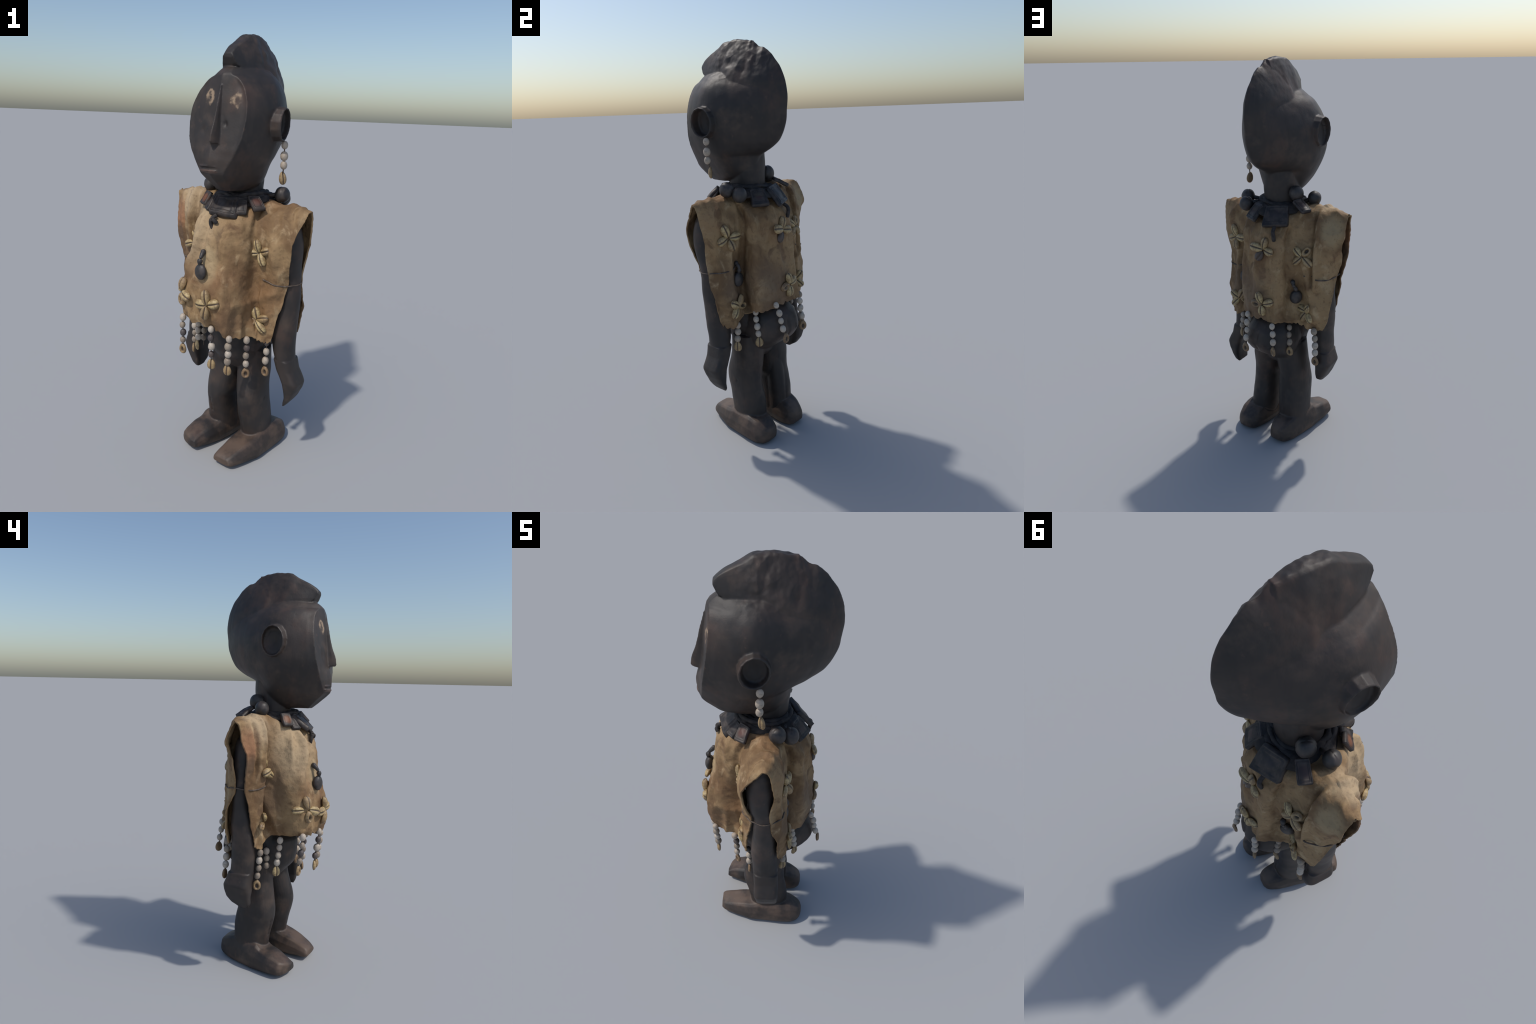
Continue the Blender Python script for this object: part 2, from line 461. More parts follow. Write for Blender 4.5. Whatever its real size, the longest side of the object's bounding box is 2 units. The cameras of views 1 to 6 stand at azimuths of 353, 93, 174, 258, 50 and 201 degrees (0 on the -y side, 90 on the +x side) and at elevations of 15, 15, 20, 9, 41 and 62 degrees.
def split_part(name, ids, mat):
    idset = set(ids)
    polys = [p for p, l in zip(wood.polygons, labels) if l in idset]
    used = {}
    faces, order = [], []
    for p in polys:
        q = []
        for vi in p.vertices:
            if vi not in used:
                used[vi] = len(order); order.append(vi)
            q.append(used[vi])
        faces.append(q)
    if not faces: return None
    me = new_mesh(name, [co[i] for i in order], faces)
    ob = link(name, me, root, [mat])
    me.normals_split_custom_set_from_vertices([tuple(wn[i]) for i in order])
    return ob

groups = {}
for k, (lab, v, f) in enumerate(solids):
    key = lab
    if lab in ("arm", "hand", "leg", "foot", "ear"):
        key = (lab, "p" if float(np.mean(np.array(v) @ SB)) > 0 else "n")
    groups.setdefault(key, []).append(k)
for key, ids in groups.items():
    lab = key if isinstance(key, str) else key[0]
    mat = M_head if lab == "head" else (M_feet if lab == "foot" else M_wood)
    split_part(lab, ids, mat)

# ------------------------------------------------------------------ tunic
# Rows run from the front hem over the shoulders to the back hem; nine columns run from the figure's
# left edge to its right edge.  Each station: (f, s, z).
def row(z, fs, dz=None):
    dz = dz or [0] * 9
    return [(f, s, z + d) for (f, s), d in zip(fs, dz)]
ROWS = [
 [(.070, .232, .655), (.088, .198, .650), (.104, .155, .668), (.208, .116, .684), (.246, .020, .715), (.234, -.130, .738), (.085, -.180, .718), (.060, -.235, .668), (.050, -.283, .690)],
 row(.77, [(.068, .258), (.085, .210), (.086, .155), (.222, .117), (.268, .020), (.238, -.146), (.060, -.198), (.058, -.255), (.044, -.300)]),
 row(.86, [(.064, .285), (.083, .225), (.082, .155), (.220, .115), (.264, .020), (.238, -.148), (.050, -.204), (.056, -.262), (.034, -.315)]),
 row(.95, [(.054, .303), (.082, .238), (.084, .158), (.208, .112), (.243, .018), (.226, -.142), (.048, -.206), (.060, -.268), (.016, -.326)]),
 row(1.04, [(.076, .317), (.097, .246), (.094, .167), (.196, .107), (.228, .010), (.205, -.131), (.060, -.204), (.068, -.280), (.026, -.348)]),
 row(1.13, [(.092, .331), (.108, .252), (.104, .170), (.182, .103), (.219, .0), (.194, -.121), (.084, -.196), (.080, -.290), (.048, -.360)]),
 row(1.205, [(.046, .343), (.086, .262), (.094, .170), (.160, .096), (.196, .0), (.171, -.112), (.090, -.190), (.072, -.292), (.024, -.376)]),
 [(.020, .356, 1.252), (.045, .272, 1.262), (.060, .170, 1.265), (.108, .085, 1.258), (.130, .0, 1.256), (.108, -.100, 1.262), (.064, -.190, 1.286), (.042, -.290, 1.290), (.014, -.382, 1.274)],
 [(.0, .358, 1.266), (.0, .272, 1.290), (.0, .170, 1.298), (.0, .085, 1.296), (.0, .0, 1.298), (.0, -.100, 1.302), (.0, -.190, 1.320), (-.004, -.290, 1.314), (-.004, -.384, 1.286)],
 [(-.014, .354, 1.254), (-.052, .272, 1.270), (-.070, .170, 1.267), (-.116, .090, 1.258), (-.136, -.020, 1.258), (-.116, -.110, 1.265), (-.074, -.185, 1.287), (-.060, -.285, 1.289), (-.022, -.382, 1.272)],
 row(1.19, [(-.032, .350), (-.090, .262), (-.092, .172), (-.166, .108), (-.199, -.020), (-.172, -.112), (-.108, -.172), (-.110, -.285), (-.056, -.384)]),
 row(1.09, [(-.046, .338), (-.100, .242), (-.098, .165), (-.176, .106), (-.214, -.010), (-.194, -.111), (-.138, -.165), (-.122, -.272), (-.036, -.368)]),
 row(.98, [(-.044, .330), (-.104, .236), (-.086, .162), (-.188, .106), (-.226, .0), (-.205, -.105), (-.138, -.160), (-.118, -.266), (-.038, -.345)]),
 row(.87, [(-.058, .325), (-.108, .231), (-.082, .160), (-.194, .106), (-.234, .0), (-.216, -.106), (-.128, -.160), (-.122, -.262), (-.070, -.333)]),
 row(.78, [(-.080, .312), (-.116, .226), (-.092, .160), (-.196, .108), (-.238, .0), (-.224, -.111), (-.134, -.162), (-.124, -.258), (-.086, -.324)]),
 [(-.086, .286, .670), (-.108, .232, .655), (-.125, .168, .708), (-.196, .108, .718), (-.236, .0, .740), (-.236, -.110, .744), (-.144, -.158, .718), (-.118, -.225, .697), (-.096, -.295, .690)],
]
G = np.array(ROWS)               # rows x columns x 3
def catmull(P, t):
    """clamped Catmull-Rom along axis 0 of P at parameter t in [0, len-1]"""
    n = len(P)
    i = int(min(max(math.floor(t), 0), n - 2)); u = t - i
    p0, p1, p2, p3 = P[max(i - 1, 0)], P[i], P[i + 1], P[min(i + 2, n - 1)]
    return .5 * (2*p1 + (p2 - p0)*u + (2*p0 - 5*p1 + 4*p2 - p3)*u*u + (3*p1 - p0 - 3*p2 + p3)*u**3)

def tunic_fsz(v, u):             # v along rows 0..15, u along columns 0..8
    line = np.array([catmull(G[:, c], v) for c in range(9)])
    return catmull(line, u)

NVR, NUC = 250, 170
tun_v = np.linspace(0, len(ROWS) - 1, NVR)
tun_u = np.linspace(0, 8, NUC)
grid = np.zeros((NVR, NUC, 3))
for i, v in enumerate(tun_v):
    line = np.array([catmull(G[:, c], v) for c in range(9)])
    for j, u in enumerate(tun_u):
        grid[i, j] = catmull(line, u)
# ragged hems and side edges
for j in range(NUC):
    for end in (0, 1):
        r = noise.noise(Vector((j * .16, 3.1 + 9 * end, 0))) * .013 + noise.noise(Vector((j * .33, 7.7 + 9 * end, 0))) * .006
        for k in range(14):
            w = (1 - k / 14) ** 2
            i = k if end == 0 else NVR - 1 - k
            grid[i, j, 2] += r * w
for i in range(NVR):
    for end in (0, 1):
        r = noise.noise(Vector((i * .06, 21 + 5 * end, 0))) * .012 + noise.noise(Vector((i * .21, 31 + 5 * end, 0))) * .006 * max(0, .4 + noise.noise(Vector((i * .04, 3, end))))
        for k in range(10):
            w = (1 - k / 10) ** 2
            j = k if end == 0 else NUC - 1 - k
            grid[i, j, 1] += r * w
Wg = grid[..., 0:1] * FB + grid[..., 1:2] * SB
Wg[..., 2] = grid[..., 2]
def grid_normals(W):
    du = np.gradient(W, axis=1); dv = np.gradient(W, axis=0)
    n = np.cross(du, dv)
    n /= np.linalg.norm(n, axis=2, keepdims=True) + 1e-9
    return n
NG = grid_normals(Wg)
# orient outwards at the belly
if NG[40, NUC // 2] @ FB < 0: NG = -NG
# creases and ridges sewn or pulled into the hide: (front/back, [(s, z) line], height, width)
FOLDS = [(1, [(.145, 1.27), (.152, 1.10)], -.014, .010), (1, [(-.065, 1.24), (-.135, .98)], .012, .022), (1, [(-.030, 1.22), (-.085, 1.0)], -.008, .014),
         (1, [(-.252, 1.30), (-.248, 1.0), (-.238, .72)], .013, .016), (1, [(-.222, 1.28), (-.218, 1.0), (-.21, .76)], -.016, .011),
         (1, [(-.312, 1.28), (-.300, 1.06)], -.014, .011), (1, [(.07, .98), (.085, .72)], .010, .020), (1, [(.03, .80), (.02, .70)], -.010, .016),
         (1, [(.235, .90), (.15, .84)], .012, .05),
         (-1, [(.150, 1.24), (.152, 1.0), (.155, .72)], -.022, .009), (-1, [(.122, 1.2), (.124, .75)], .012, .016),
         (-1, [(-.238, 1.28), (-.243, .94)], -.016, .007), (-1, [(-.255, 1.28), (-.260, .94)], .010, .012),
         (-1, [(-.132, 1.22), (-.140, .78)], -.014, .010), (-1, [(.03, 1.0), (.02, .74)], .008, .02), (-1, [(-.09, .92), (-.105, .74)], .010, .015)]
def fold(v, s, z):
    d = 0.0
    for side, line, h, w in FOLDS:
        if (side > 0) != (v < 8): continue
        z1, z0 = line[0][1], line[-1][1]
        if z > z1 + .04 or z < z0 - .04: continue
        s0 = float(np.interp(z, [q[1] for q in reversed(line)], [q[0] for q in reversed(line)]))
        fade = min(1, (z1 + .04 - z) / .05) * min(1, (z - z0 + .04) / .05)
        d += 1.35 * h * fade * math.exp(-((s - s0) / w) ** 2)
    return d
# soft leather undulation and drag folds
for i in range(NVR):
    for j in range(NUC):
        p = Vector(Wg[i, j])
        q = Vector((p.x * 9, p.y * 9, p.z * 4.5))
        d = fold(tun_v[i], grid[i, j, 1], grid[i, j, 2])
        d += .013 * (1 - 2 * abs(noise.noise(Vector((p.x * 13, p.y * 13, p.z * 3.0 + 4))))) - .0065
        d += .0110 * noise.noise(q) + .0065 * noise.noise(q * 2.3 + Vector((5, 2, 1))) + .0034 * noise.noise(p * 26 + Vector((1, 8, 3))) + .0022 * noise.noise(p * 52)
        Wg[i, j] += NG[i, j] * d
NG = grid_normals(Wg)
if NG[40, NUC // 2] @ FB < 0: NG = -NG

TH = .0075
def thick_sheet(W, N, th):
    a, b = W.shape[:2]
    outer = W.reshape(-1, 3); inner = (W - N * th).reshape(-1, 3)
    verts = np.vstack([outer, inner]); o = a * b
    faces = []
    for i in range(a - 1):
        for j in range(b - 1):
            q = (i*b + j, i*b + j + 1, (i + 1)*b + j + 1, (i + 1)*b + j)
            faces.append(q); faces.append(tuple(o + x for x in reversed(q)))
    rim = [j for j in range(b)] + [i*b + b - 1 for i in range(1, a)] + [(a - 1)*b + j for j in range(b - 2, -1, -1)] + [i*b for i in range(a - 2, 0, -1)]
    for k in range(len(rim)):
        p, q = rim[k], rim[(k + 1) % len(rim)]
        faces.append((q, p, o + p, o + q))
    return verts, faces
tv, tf_ = thick_sheet(Wg, NG, TH)
me = new_mesh("tunic", tv, tf_)
bm = bmesh.new(); bm.from_mesh(me); bmesh.ops.recalc_face_normals(bm, faces=bm.faces); bm.to_mesh(me); bm.free()

N = Nodes("tanned_hide", .75)
big = N.noise(5.0, 4, .55, None, .4)
mid = N.noise(13, 5, .6, N.scaled((1, 1, .7), (2, 5, 1)), .6)
fin = N.noise(60, 4, .6)
red = N.noise(4.0, 3, .5, N.scaled((1, 1, 1), (9, 1, 4)))
col = N.mix(N.ramp(big, .36, .62), (.170, .100, .048), (.315, .206, .104))
col = N.mix(N.ramp(mid, .52, .72, 0, .8), col, (.45, .328, .188))
col = N.mix(N.ramp(mid, .47, .31, 0, .85), col, (.120, .066, .033))
col = N.mix(N.ramp(red, .56, .72, 0, .40), col, (.27, .145, .075))
for c, r, cc in [(body(.16, -.10, 1.16), .15, (.46, .338, .205)), (body(.04, -.27, 1.27), .09, (.48, .36, .225)), (body(-.08, -.33, 1.22), .07, (.37, .275, .155)),
                 (body(.25, -.02, 1.02), .07, (.42, .315, .18)), (body(.10, .18, .86), .13, (.215, .122, .058)), (body(.22, .08, .74), .09, (.19, .112, .06)),
                 (body(.08, -.20, .95), .11, (.16, .100, .058)), (body(-.20, .05, .82), .13, (.175, .115, .072)), (body(-.11, .2, .85), .10, (.16, .105, .065)),
                 (body(.06, -.345, 1.19), .07, (.30, .145, .075)), (body(.06, -.34, 1.08), .045, (.12, .075, .045))]:
    col = N.mix(N.math('MULTIPLY', N.ramp(N.math('ADD', N.dist(c, (1/r, 1/r, .6/r)), N.math('MULTIPLY', mid, .6)), 1.35, .7), .8), col, cc)
col = N.mix(N.ramp(fin, .5, .72, 0, .40), col, (.13, .076, .042))
N.bump(N.math('ADD', fin, N.math('MULTIPLY', mid, 1.6)), .5, .005)
N.b.inputs["Specular IOR Level"].default_value = .3
M_hide = N.done(col)
tunic = link("tunic", me, root, [M_hide])

# locate a point on the tunic: side +1 front / -1 back, by (s, z)
flat = Wg.reshape(-1, 3); nflat = NG.reshape(-1, 3)
ss = flat @ SB; ff_ = flat @ FB; zz = flat[:, 2]
vrow = np.repeat(tun_v, NUC)
def on_tunic(side, s, z):
    mask = (vrow < 7.6) if side > 0 else (vrow > 8.4)
    d = (ss - s) ** 2 + (zz - z) ** 2 + np.where(mask, 0, 1e3)
    k = int(np.argmin(d))
    return flat[k], nflat[k]

# ------------------------------------------------------------------ cowrie shells
def cowrie_mesh(name, seed, hollow=False):
    """domed shell lying in xy, long axis x, slit along x on the +z face"""
    rnd = random.Random(seed)
    nu, nvv = 34, 22
    rings = []
    for i in range(1, nvv):
        p = math.pi * i / nvv
        x = -math.cos(p)
        rr = math.sin(p)
        ring = []
        for j in range(nu):
            t = 2 * math.pi * j / nu
            y, z = rr * math.cos(t), rr * math.sin(t)
            egg = 1 + .16 * x
            yy = y * .66 * egg
            zz2 = z * (.60 if z > 0 else .30) * (1 + .1 * x)
            if z > 0 and hollow:                         # back knocked out: a ring round a cavity
                zz2 -= .62 * math.exp(-(((x - .12) / .52) ** 2 + (yy / .30) ** 2) ** 2)
            elif z > 0:                                  # lips rolling into a toothed slit
                g = math.exp(-(yy / .105) ** 2)
                zz2 -= .30 * g * (1 - abs(x) ** 4)
                zz2 += .025 * math.sin(x * 26) * math.exp(-((abs(yy) - .13) / .07) ** 2)
            ring.append((x, yy, zz2))
        rings.append(ring)
    v, f = loft(rings)
    me = new_mesh(name, v, f)
    bm = bmesh.new(); bm.from_mesh(me); bmesh.ops.recalc_face_normals(bm, faces=bm.faces); bm.to_mesh(me); bm.free()
    me.polygons.foreach_set("use_smooth", [True] * len(me.polygons))
    return me

N = Nodes("cowrie", .42)
sep = N.n("ShaderNodeSeparateXYZ"); N.link(N.P, sep.inputs[0])
info = N.n("ShaderNodeObjectInfo")
ay = N.math('ABSOLUTE', sep.outputs[1])
base = N.mix(N.ramp(info.outputs["Random"], .15, .85), (.48, .36, .175), (.33, .225, .112))
base = N.mix(N.ramp(N.noise(1.8, 4, .6), .40, .66, 0, .80), base, (.195, .120, .058))
base = N.mix(N.ramp(info.outputs["Random"], .87, .90), base, (.085, .062, .050))
slit = N.ramp(N.math('ADD', ay, N.math('MULTIPLY', N.noise(3, 2), .08)), .19, .08)
top = N.ramp(sep.outputs[2], -.05, .1)
base = N.mix(N.math('MULTIPLY', slit, top), base, (.075, .048, .030))
edge = N.ramp(sep.outputs[2], -.02, -.2)
base = N.mix(N.math('MULTIPLY', edge, .7), base, (.16, .10, .055))
N.bump(N.noise(9, 3), .2, .03)
M_cowrie = N.done(base)
N = Nodes("hollow_cowrie", .5)
sep = N.n("ShaderNodeSeparateXYZ"); N.link(N.P, sep.inputs[0])
info = N.n("ShaderNodeObjectInfo")
base = N.mix(info.outputs["Random"], (.34, .235, .115), (.22, .14, .075))
base = N.mix(N.ramp(N.noise(2, 4, .6), .42, .66, 0, .7), base, (.13, .080, .045))
hole = N.math('MULTIPLY', N.ramp(N.dist((.12, 0, .1), (1 / .5, 1 / .30, 0)), 1.0, .6), N.ramp(sep.outputs[2], -.28, -.2))
base = N.mix(hole, base, (.05, .034, .024))
M_hollow = N.done(base)
COWRIES = [cowrie_mesh("cowrie", s) for s in (1, 2)]
for m_ in COWRIES: m_.materials.append(M_cowrie)
HOLLOW = cowrie_mesh("hollow_cowrie", 3, True); HOLLOW.materials.append(M_hollow)

def place(name, me, parent, loc, xaxis, normal, scale):
    x = Vector(xaxis); n = Vector(normal).normalized()
    x = (x - n * x.dot(n)).normalized()
    y = n.cross(x)
    sx, sy, sz = scale
    M = Matrix(((x.x * sx, y.x * sy, n.x * sz, loc[0]), (x.y * sx, y.y * sy, n.y * sz, loc[1]), (x.z * sx, y.z * sy, n.z * sz, loc[2]), (0, 0, 0, 1)))
    ob = bpy.data.objects.new(name, me)
    bpy.context.scene.collection.objects.link(ob)
    ob.parent = parent
    ob.matrix_world = M
    return ob

rnd = random.Random(5)
# clusters of four: (side, s, z, turn in degrees, half length)
CLUSTERS = [(1, .172, 1.078, 12, .031), (1, .165, .752, 35, .033), (1, .020, .845, 4, .034), (1, -.140, .872, -8, .033),
            (1, -.215, 1.060, 25, .031), (1, -.225, .800, 20, .031),
            (-1, .231, 1.105, -8, .032), (-1, -.020, 1.110, 18, .033), (-1, -.200, 1.088, 35, .031),
            (-1, .215, .758, 28, .032), (-1, -.030, .835, -6, .033), (-1, -.217, .790, 25, .032)]
for side, s, z, turn, L in CLUSTERS:
    c, nrm = on_tunic(side, s, z)
    # average normal over the cluster so petals lie along the cloth
    for k in range(4):
        a = math.radians(turn + 90 * k + rnd.uniform(-16, 16))
        r = L * rnd.uniform(.92, 1.10)
        ds, dz = math.cos(a) * r, math.sin(a) * r
        p, n = on_tunic(side, s + ds, z + dz)
        if np.linalg.norm(p - c) > .052:                  # steep fold: stay in the cluster's own plane
            sd = SB - nrm * (SB @ nrm); sd /= np.linalg.norm(sd)
            up = np.array([0, 0, 1.]) - nrm * nrm[2]; up /= np.linalg.norm(up)
            p = c + sd * ds + up * dz; n = nrm
        n2 = n * .5 + nrm * .5 + np.array([rnd.uniform(-.22, .22) for _ in range(3)])
        d = p - c
        place("cowrie_shell", HOLLOW if rnd.random() < .10 else COWRIES[k % 2], tunic, p + n2 * .007, d, n2, (L * rnd.uniform(.88, 1.10), L * rnd.uniform(.86, 1.08), L * rnd.uniform(.80, 1.0)))

# ------------------------------------------------------------------ bead strands
def bead_mesh():
    rings = []
    for i in range(1, 14):
        p = math.pi * i / 14
        r = math.sin(p) ** .92
        rings.append([(r * math.cos(2*math.pi*j/20), r * math.sin(2*math.pi*j/20), -math.cos(p) * 1.14) for j in range(20)])
    v, f = loft(rings)
    me = new_mesh("bead", v, f)
    me.polygons.foreach_set("use_smooth", [True] * len(me.polygons))
    return me
def bead_material(name, a, b):
    N = Nodes(name, .45)
    info = N.n("ShaderNodeObjectInfo")
    col = N.mix(info.outputs["Random"], a, b)
    col = N.mix(N.ramp(N.noise(1.6, 4), .5, .75, 0, .6), col, tuple(x * .55 for x in b))
    N.bump(N.noise(4, 3), .2, .05)
    return N.done(col)
BEADS = {}
for k, a, b in (("w", (.50, .435, .36), (.40, .33, .26)), ("t", (.33, .27, .205), (.25, .20, .155)), ("d", (.075, .062, .060), (.12, .09, .075))):
    m = bead_mesh(); m.materials.append(bead_material({"w": "pale_seed", "t": "tan_seed", "d": "dark_seed"}[k], a, b)); BEADS[k] = m
N = Nodes("cord_fibre", .85); M_cord = N.done(N.mix(N.ramp(N.noise(60, 3), .4, .6), (.07, .052, .042), (.14, .105, .08)))

def tube(points, radius, sides=8, closed=False):
    P = [Vector(p) for p in points]; n = len(P)
    rings = []
    for i, p in enumerate(P):
        a = P[(i - 1) % n] if (closed or i > 0) else P[i]
        b = P[(i + 1) % n] if (closed or i < n - 1) else P[i]
        t = (b - a).normalized()
        ref = Vector((0, 0, 1)) if abs(t.z) < .9 else Vector((1, 0, 0))
        x = t.cross(ref).normalized(); y = t.cross(x)
        r = radius[i] if isinstance(radius, (list, tuple)) else radius
        rings.append([tuple(p + x * r * math.cos(2*math.pi*j/sides) + y * r * math.sin(2*math.pi*j/sides)) for j in range(sides)])
    if not closed: return loft(rings)
    verts = [q for r in rings for q in r]; faces = []
    for i in range(n):
        for j in range(sides):
            k = (i + 1) % n
            faces.append((i*sides + j, i*sides + (j+1) % sides, k*sides + (j+1) % sides, k*sides + j))
    return verts, faces

def spline(pts, per=8, closed=False):
    P = [np.array(p, float) for p in pts]; n = len(P); out = []
    segs = n if closed else n - 1
    for i in range(segs):
        if closed: p0, p1, p2, p3 = P[(i-1) % n], P[i], P[(i+1) % n], P[(i+2) % n]
        else: p0, p1, p2, p3 = P[max(i-1, 0)], P[i], P[i+1], P[min(i+2, n-1)]
        for k in range(per):
            u = k / per
            out.append(tuple(.5*(2*p1 + (p2-p0)*u + (2*p0-5*p1+4*p2-p3)*u*u + (3*p1-p0-3*p2+p3)*u**3)))
    if not closed: out.append(tuple(P[-1]))
    return out

# (first bead f, s, z), (pendant shell f, s, z) or None, bead colours top to bottom, facing turn of shell
STRANDS = [
 ((.242, -.152, .735), (.228, -.163, .569), "wtdt", 0), ((.255, .028, .724), (.236, .018, .543), "wdwd", 20),
 ((.230, .110, .691), (.217, .097, .529), "wtwt", 10), ((.131, .142, .662), (.118, .132, .487), "wdtw", 35),
 ((.062, .208, .644), (.054, .200, .492), "dww", 0), ((.056, -.236, .650), (.046, -.246, .486), "twtt", -60),
 ((.122, -.155, .702), (.112, -.168, .545), "wwww", -40), ((.060, -.172, .640), None, "wtt", 0),
 ((-.241, .066, .750), (-.284, .053, .582), "wwww", 180), ((-.251, -.096, .729), (-.263, -.107, .594), "www", 150),
 ((-.158, -.134, .694), (-.177, -.150, .570), "ttt", 180), ((-.115, -.260, .687), (-.122, -.270, .521), "ttww", 180),
 ((-.149, .123, .709), (-.166, .122, .552), "wwww", 140), ((-.104, .206, .655), (-.106, .216, .545), "wwt", 120),
]
def strand(name, a, b, colours, turn, rb=.0152, shell=.0265, tf=body):
    A = Vector(tf(*a))
    nb = len(colours)
    if b is None: Bv = A + Vector((0, 0, -.039 * nb))
    else: Bv = Vector(tf(*b))
    step = (Bv - A) * (1.0 / (nb + .18))
    up = A - step * .35 + Vector((0, 0, .0))
    v, f = tube([tuple(up), tuple(A), tuple((A + Bv) / 2), tuple(Bv)], .0032, 6)
    cord = link(name, new_mesh(name, v, f), root, [M_cord])
    for i, c in enumerate(colours):
        p = A + step * i + Vector((rnd.uniform(-1, 1), rnd.uniform(-1, 1), 0)) * .0022
        r = rb * rnd.uniform(.9, 1.1)
        zs = min(step.length * .50, r * 1.2) / 1.14
        place("bead", BEADS[c], cord, p, (math.cos(i), math.sin(i), 0), -step.normalized() + Vector((rnd.uniform(-.1, .1), rnd.uniform(-.1, .1), 0)), (r, r, zs))
    if b is not None:
        t = math.radians(turn)
        nrm = FB * math.cos(t) + SB * math.sin(t)
        place("cowrie_shell", HOLLOW if rnd.random() < .5 else COWRIES[0], cord, Bv, (0, 0, -1), nrm, (shell, shell * 1.15, shell * .8))
for a, b, c, t in STRANDS:
    strand("bead_strand", a, b, c, t)

# earring hanging from the left ear
A, Bq = np.array([.159, -.162, 1.549]), np.array([.159, -.150, 1.406])
v, f = tube([(.150, -.168, 1.572), tuple(A), (.159, -.164, 1.48), tuple(Bq)], .003, 6)
earring = link("earring", new_mesh("earring", v, f), root, [M_cord])
for z, r, c in ((1.549, .0150, "w"), (1.502, .0175, "w"), (1.463, .0155, "w")):
    place("bead", BEADS[c], earring, (.159, -.163, z), (1, 0, 0), (0, 0, 1), (r, r, r * 1.05))
place("cowrie_shell", COWRIES[1], earring, tuple(Bq), (.1, .15, -1), SH * .6 + FH * .6, (.029, .026, .022))

# ------------------------------------------------------------------ pendants on the tunic (dark seed bells)
N = Nodes("dark_seed_pod", .5)
M_pod = N.done(N.mix(N.ramp(N.noise(25, 4), .4, .65), (.026, .0245, .0245), (.060, .048, .043)))
N.bump(N.noise(80, 3), .2, .003)
def pod(c, r, squash=1.0, seed=0, seam=True):
    rings = []
    for i in range(1, 20):
        p = math.pi * i / 20
        ring = []
        for j in range(30):
            t = 2 * math.pi * j / 30
            d = Vector((math.sin(p) * math.cos(t), math.sin(p) * math.sin(t), -math.cos(p)))
            k = 1 + .05 * noise.noise(d * 1.6 + Vector((seed * 3.1, 0, 0)))
            if seam: k -= .06 * math.exp(-((d.x * math.cos(seed) + d.y * math.sin(seed)) / .07) ** 2)
            ring.append((c[0] + d.x * r * k, c[1] + d.y * r * k, c[2] + d.z * r * k * squash))
        rings.append(ring)
    return loft(rings)
def join(parts):
    verts, faces = [], []
    for v, f in parts:
        o = len(verts); verts += list(v); faces += [tuple(i + o for i in q) for q in f]
    return verts, faces
for k, (side, s_, z_) in enumerate([(1, -.033, .985), (-1, .185, .886), (-1, -.150, .862)]):
    p, n = on_tunic(side, s_, z_)
    n = Vector(n); p = Vector(p) + n * .014
    q, nq = on_tunic(side, s_, z_ + .085)
    q = Vector(q) + Vector(nq) * .008
    hook = [tuple(p + Vector((0, 0, .022))), tuple(p + n * .006 + Vector((0, 0, .042))), tuple((p + q) / 2 + n * .012 + Vector((.004, 0, .022))), tuple(q)]
    bv, bf = pod(p, .0325, 1.14, k)
    bv = [tuple(Vector(x) - n * ((Vector(x) - p).dot(n) * .38)) for x in bv]
    parts = [(bv, bf), tube(spline(hook, 6), [.012, .011, .0095, .008, .008, .009, .0105, .012, .0125, .0115, .0095, .008, .008, .009, .010, .011, .011, .010, .009], 8),
             pod(q, .0125, 1, 4, False)]
    v, f = join(parts)
    link("seed_bell", new_mesh("seed_bell", v, f), tunic, [M_pod])

# ------------------------------------------------------------------ amulet collar
N = Nodes("black_cord", .8)
M_black = N.done(N.mix(N.ramp(N.noise(40, 4), .4, .65), (.018, .016, .0165), (.046, .037, .033)))
N.bump(N.noise(90, 3), .3, .004)
parts = []
for k, (rad, z0, r) in enumerate(((.098, 1.318, .014), (.108, 1.305, .016), (.120, 1.296, .015), (.100, 1.300, .016), (.112, 1.318, .010))):
    pts = []
    for j in range(40):
        t = 2 * math.pi * j / 40
        w = noise.noise(Vector((math.cos(t) * 2.2, math.sin(t) * 2.2, k * 3.3)))
        w2 = noise.noise(Vector((math.cos(t) * 2.2, math.sin(t) * 2.2, k * 3.3 + 20)))
        pts.append(head(math.cos(t) * (rad + .010 * w), .0 + math.sin(t) * (rad + .010 * w), z0 + .012 * w2 + .006 * math.sin(t)))
    rr = [r * (1 + .35 * noise.noise(Vector((j * .7, k, 2)))) for j in range(40)]
    parts.append(tube(pts, rr, 8, True))
rings = []
for r_, z_ in ((.088, 1.322), (.105, 1.326), (.130, 1.312), (.150, 1.292), (.146, 1.284), (.10, 1.29)):
    rings.append([body(math.cos(t) * r_ * (1 + .05 * math.sin(3 * t)) - .02, math.sin(t) * r_ * 1.02 - .005, z_ + .006 * math.sin(5 * t + 1) - .012 * math.cos(t) ** 2)
                  for t in [2 * math.pi * j / 48 for j in range(48)]])
parts.append(loft(rings))
v, f = join(parts)
necklace = link("necklace", new_mesh("necklace", v, f), root, [M_black])

def leather(name, centre):
    N = Nodes(name, .5)
    sep = N.n("ShaderNodeSeparateXYZ"); N.link(N.tc.outputs["Generated"], sep.inputs[0])
    nn = N.noise(30, 4, .6)
    col = N.mix(N.ramp(nn, .35, .65), (.021, .0185, .0185), (.056, .043, .037))
    if centre:
        d = N.n("ShaderNodeObjectInfo")
        col = N.mix(N.ramp(N.math('ADD', N.dist(centre[0], (1 / centre[1],) * 3), N.math('MULTIPLY', nn, .5)), 1.3, .7, 0, .85), col, centre[2])
    N.bump(nn, .3, .003)
    N.b.inputs["Specular IOR Level"].default_value = .4
    return N.done(col)

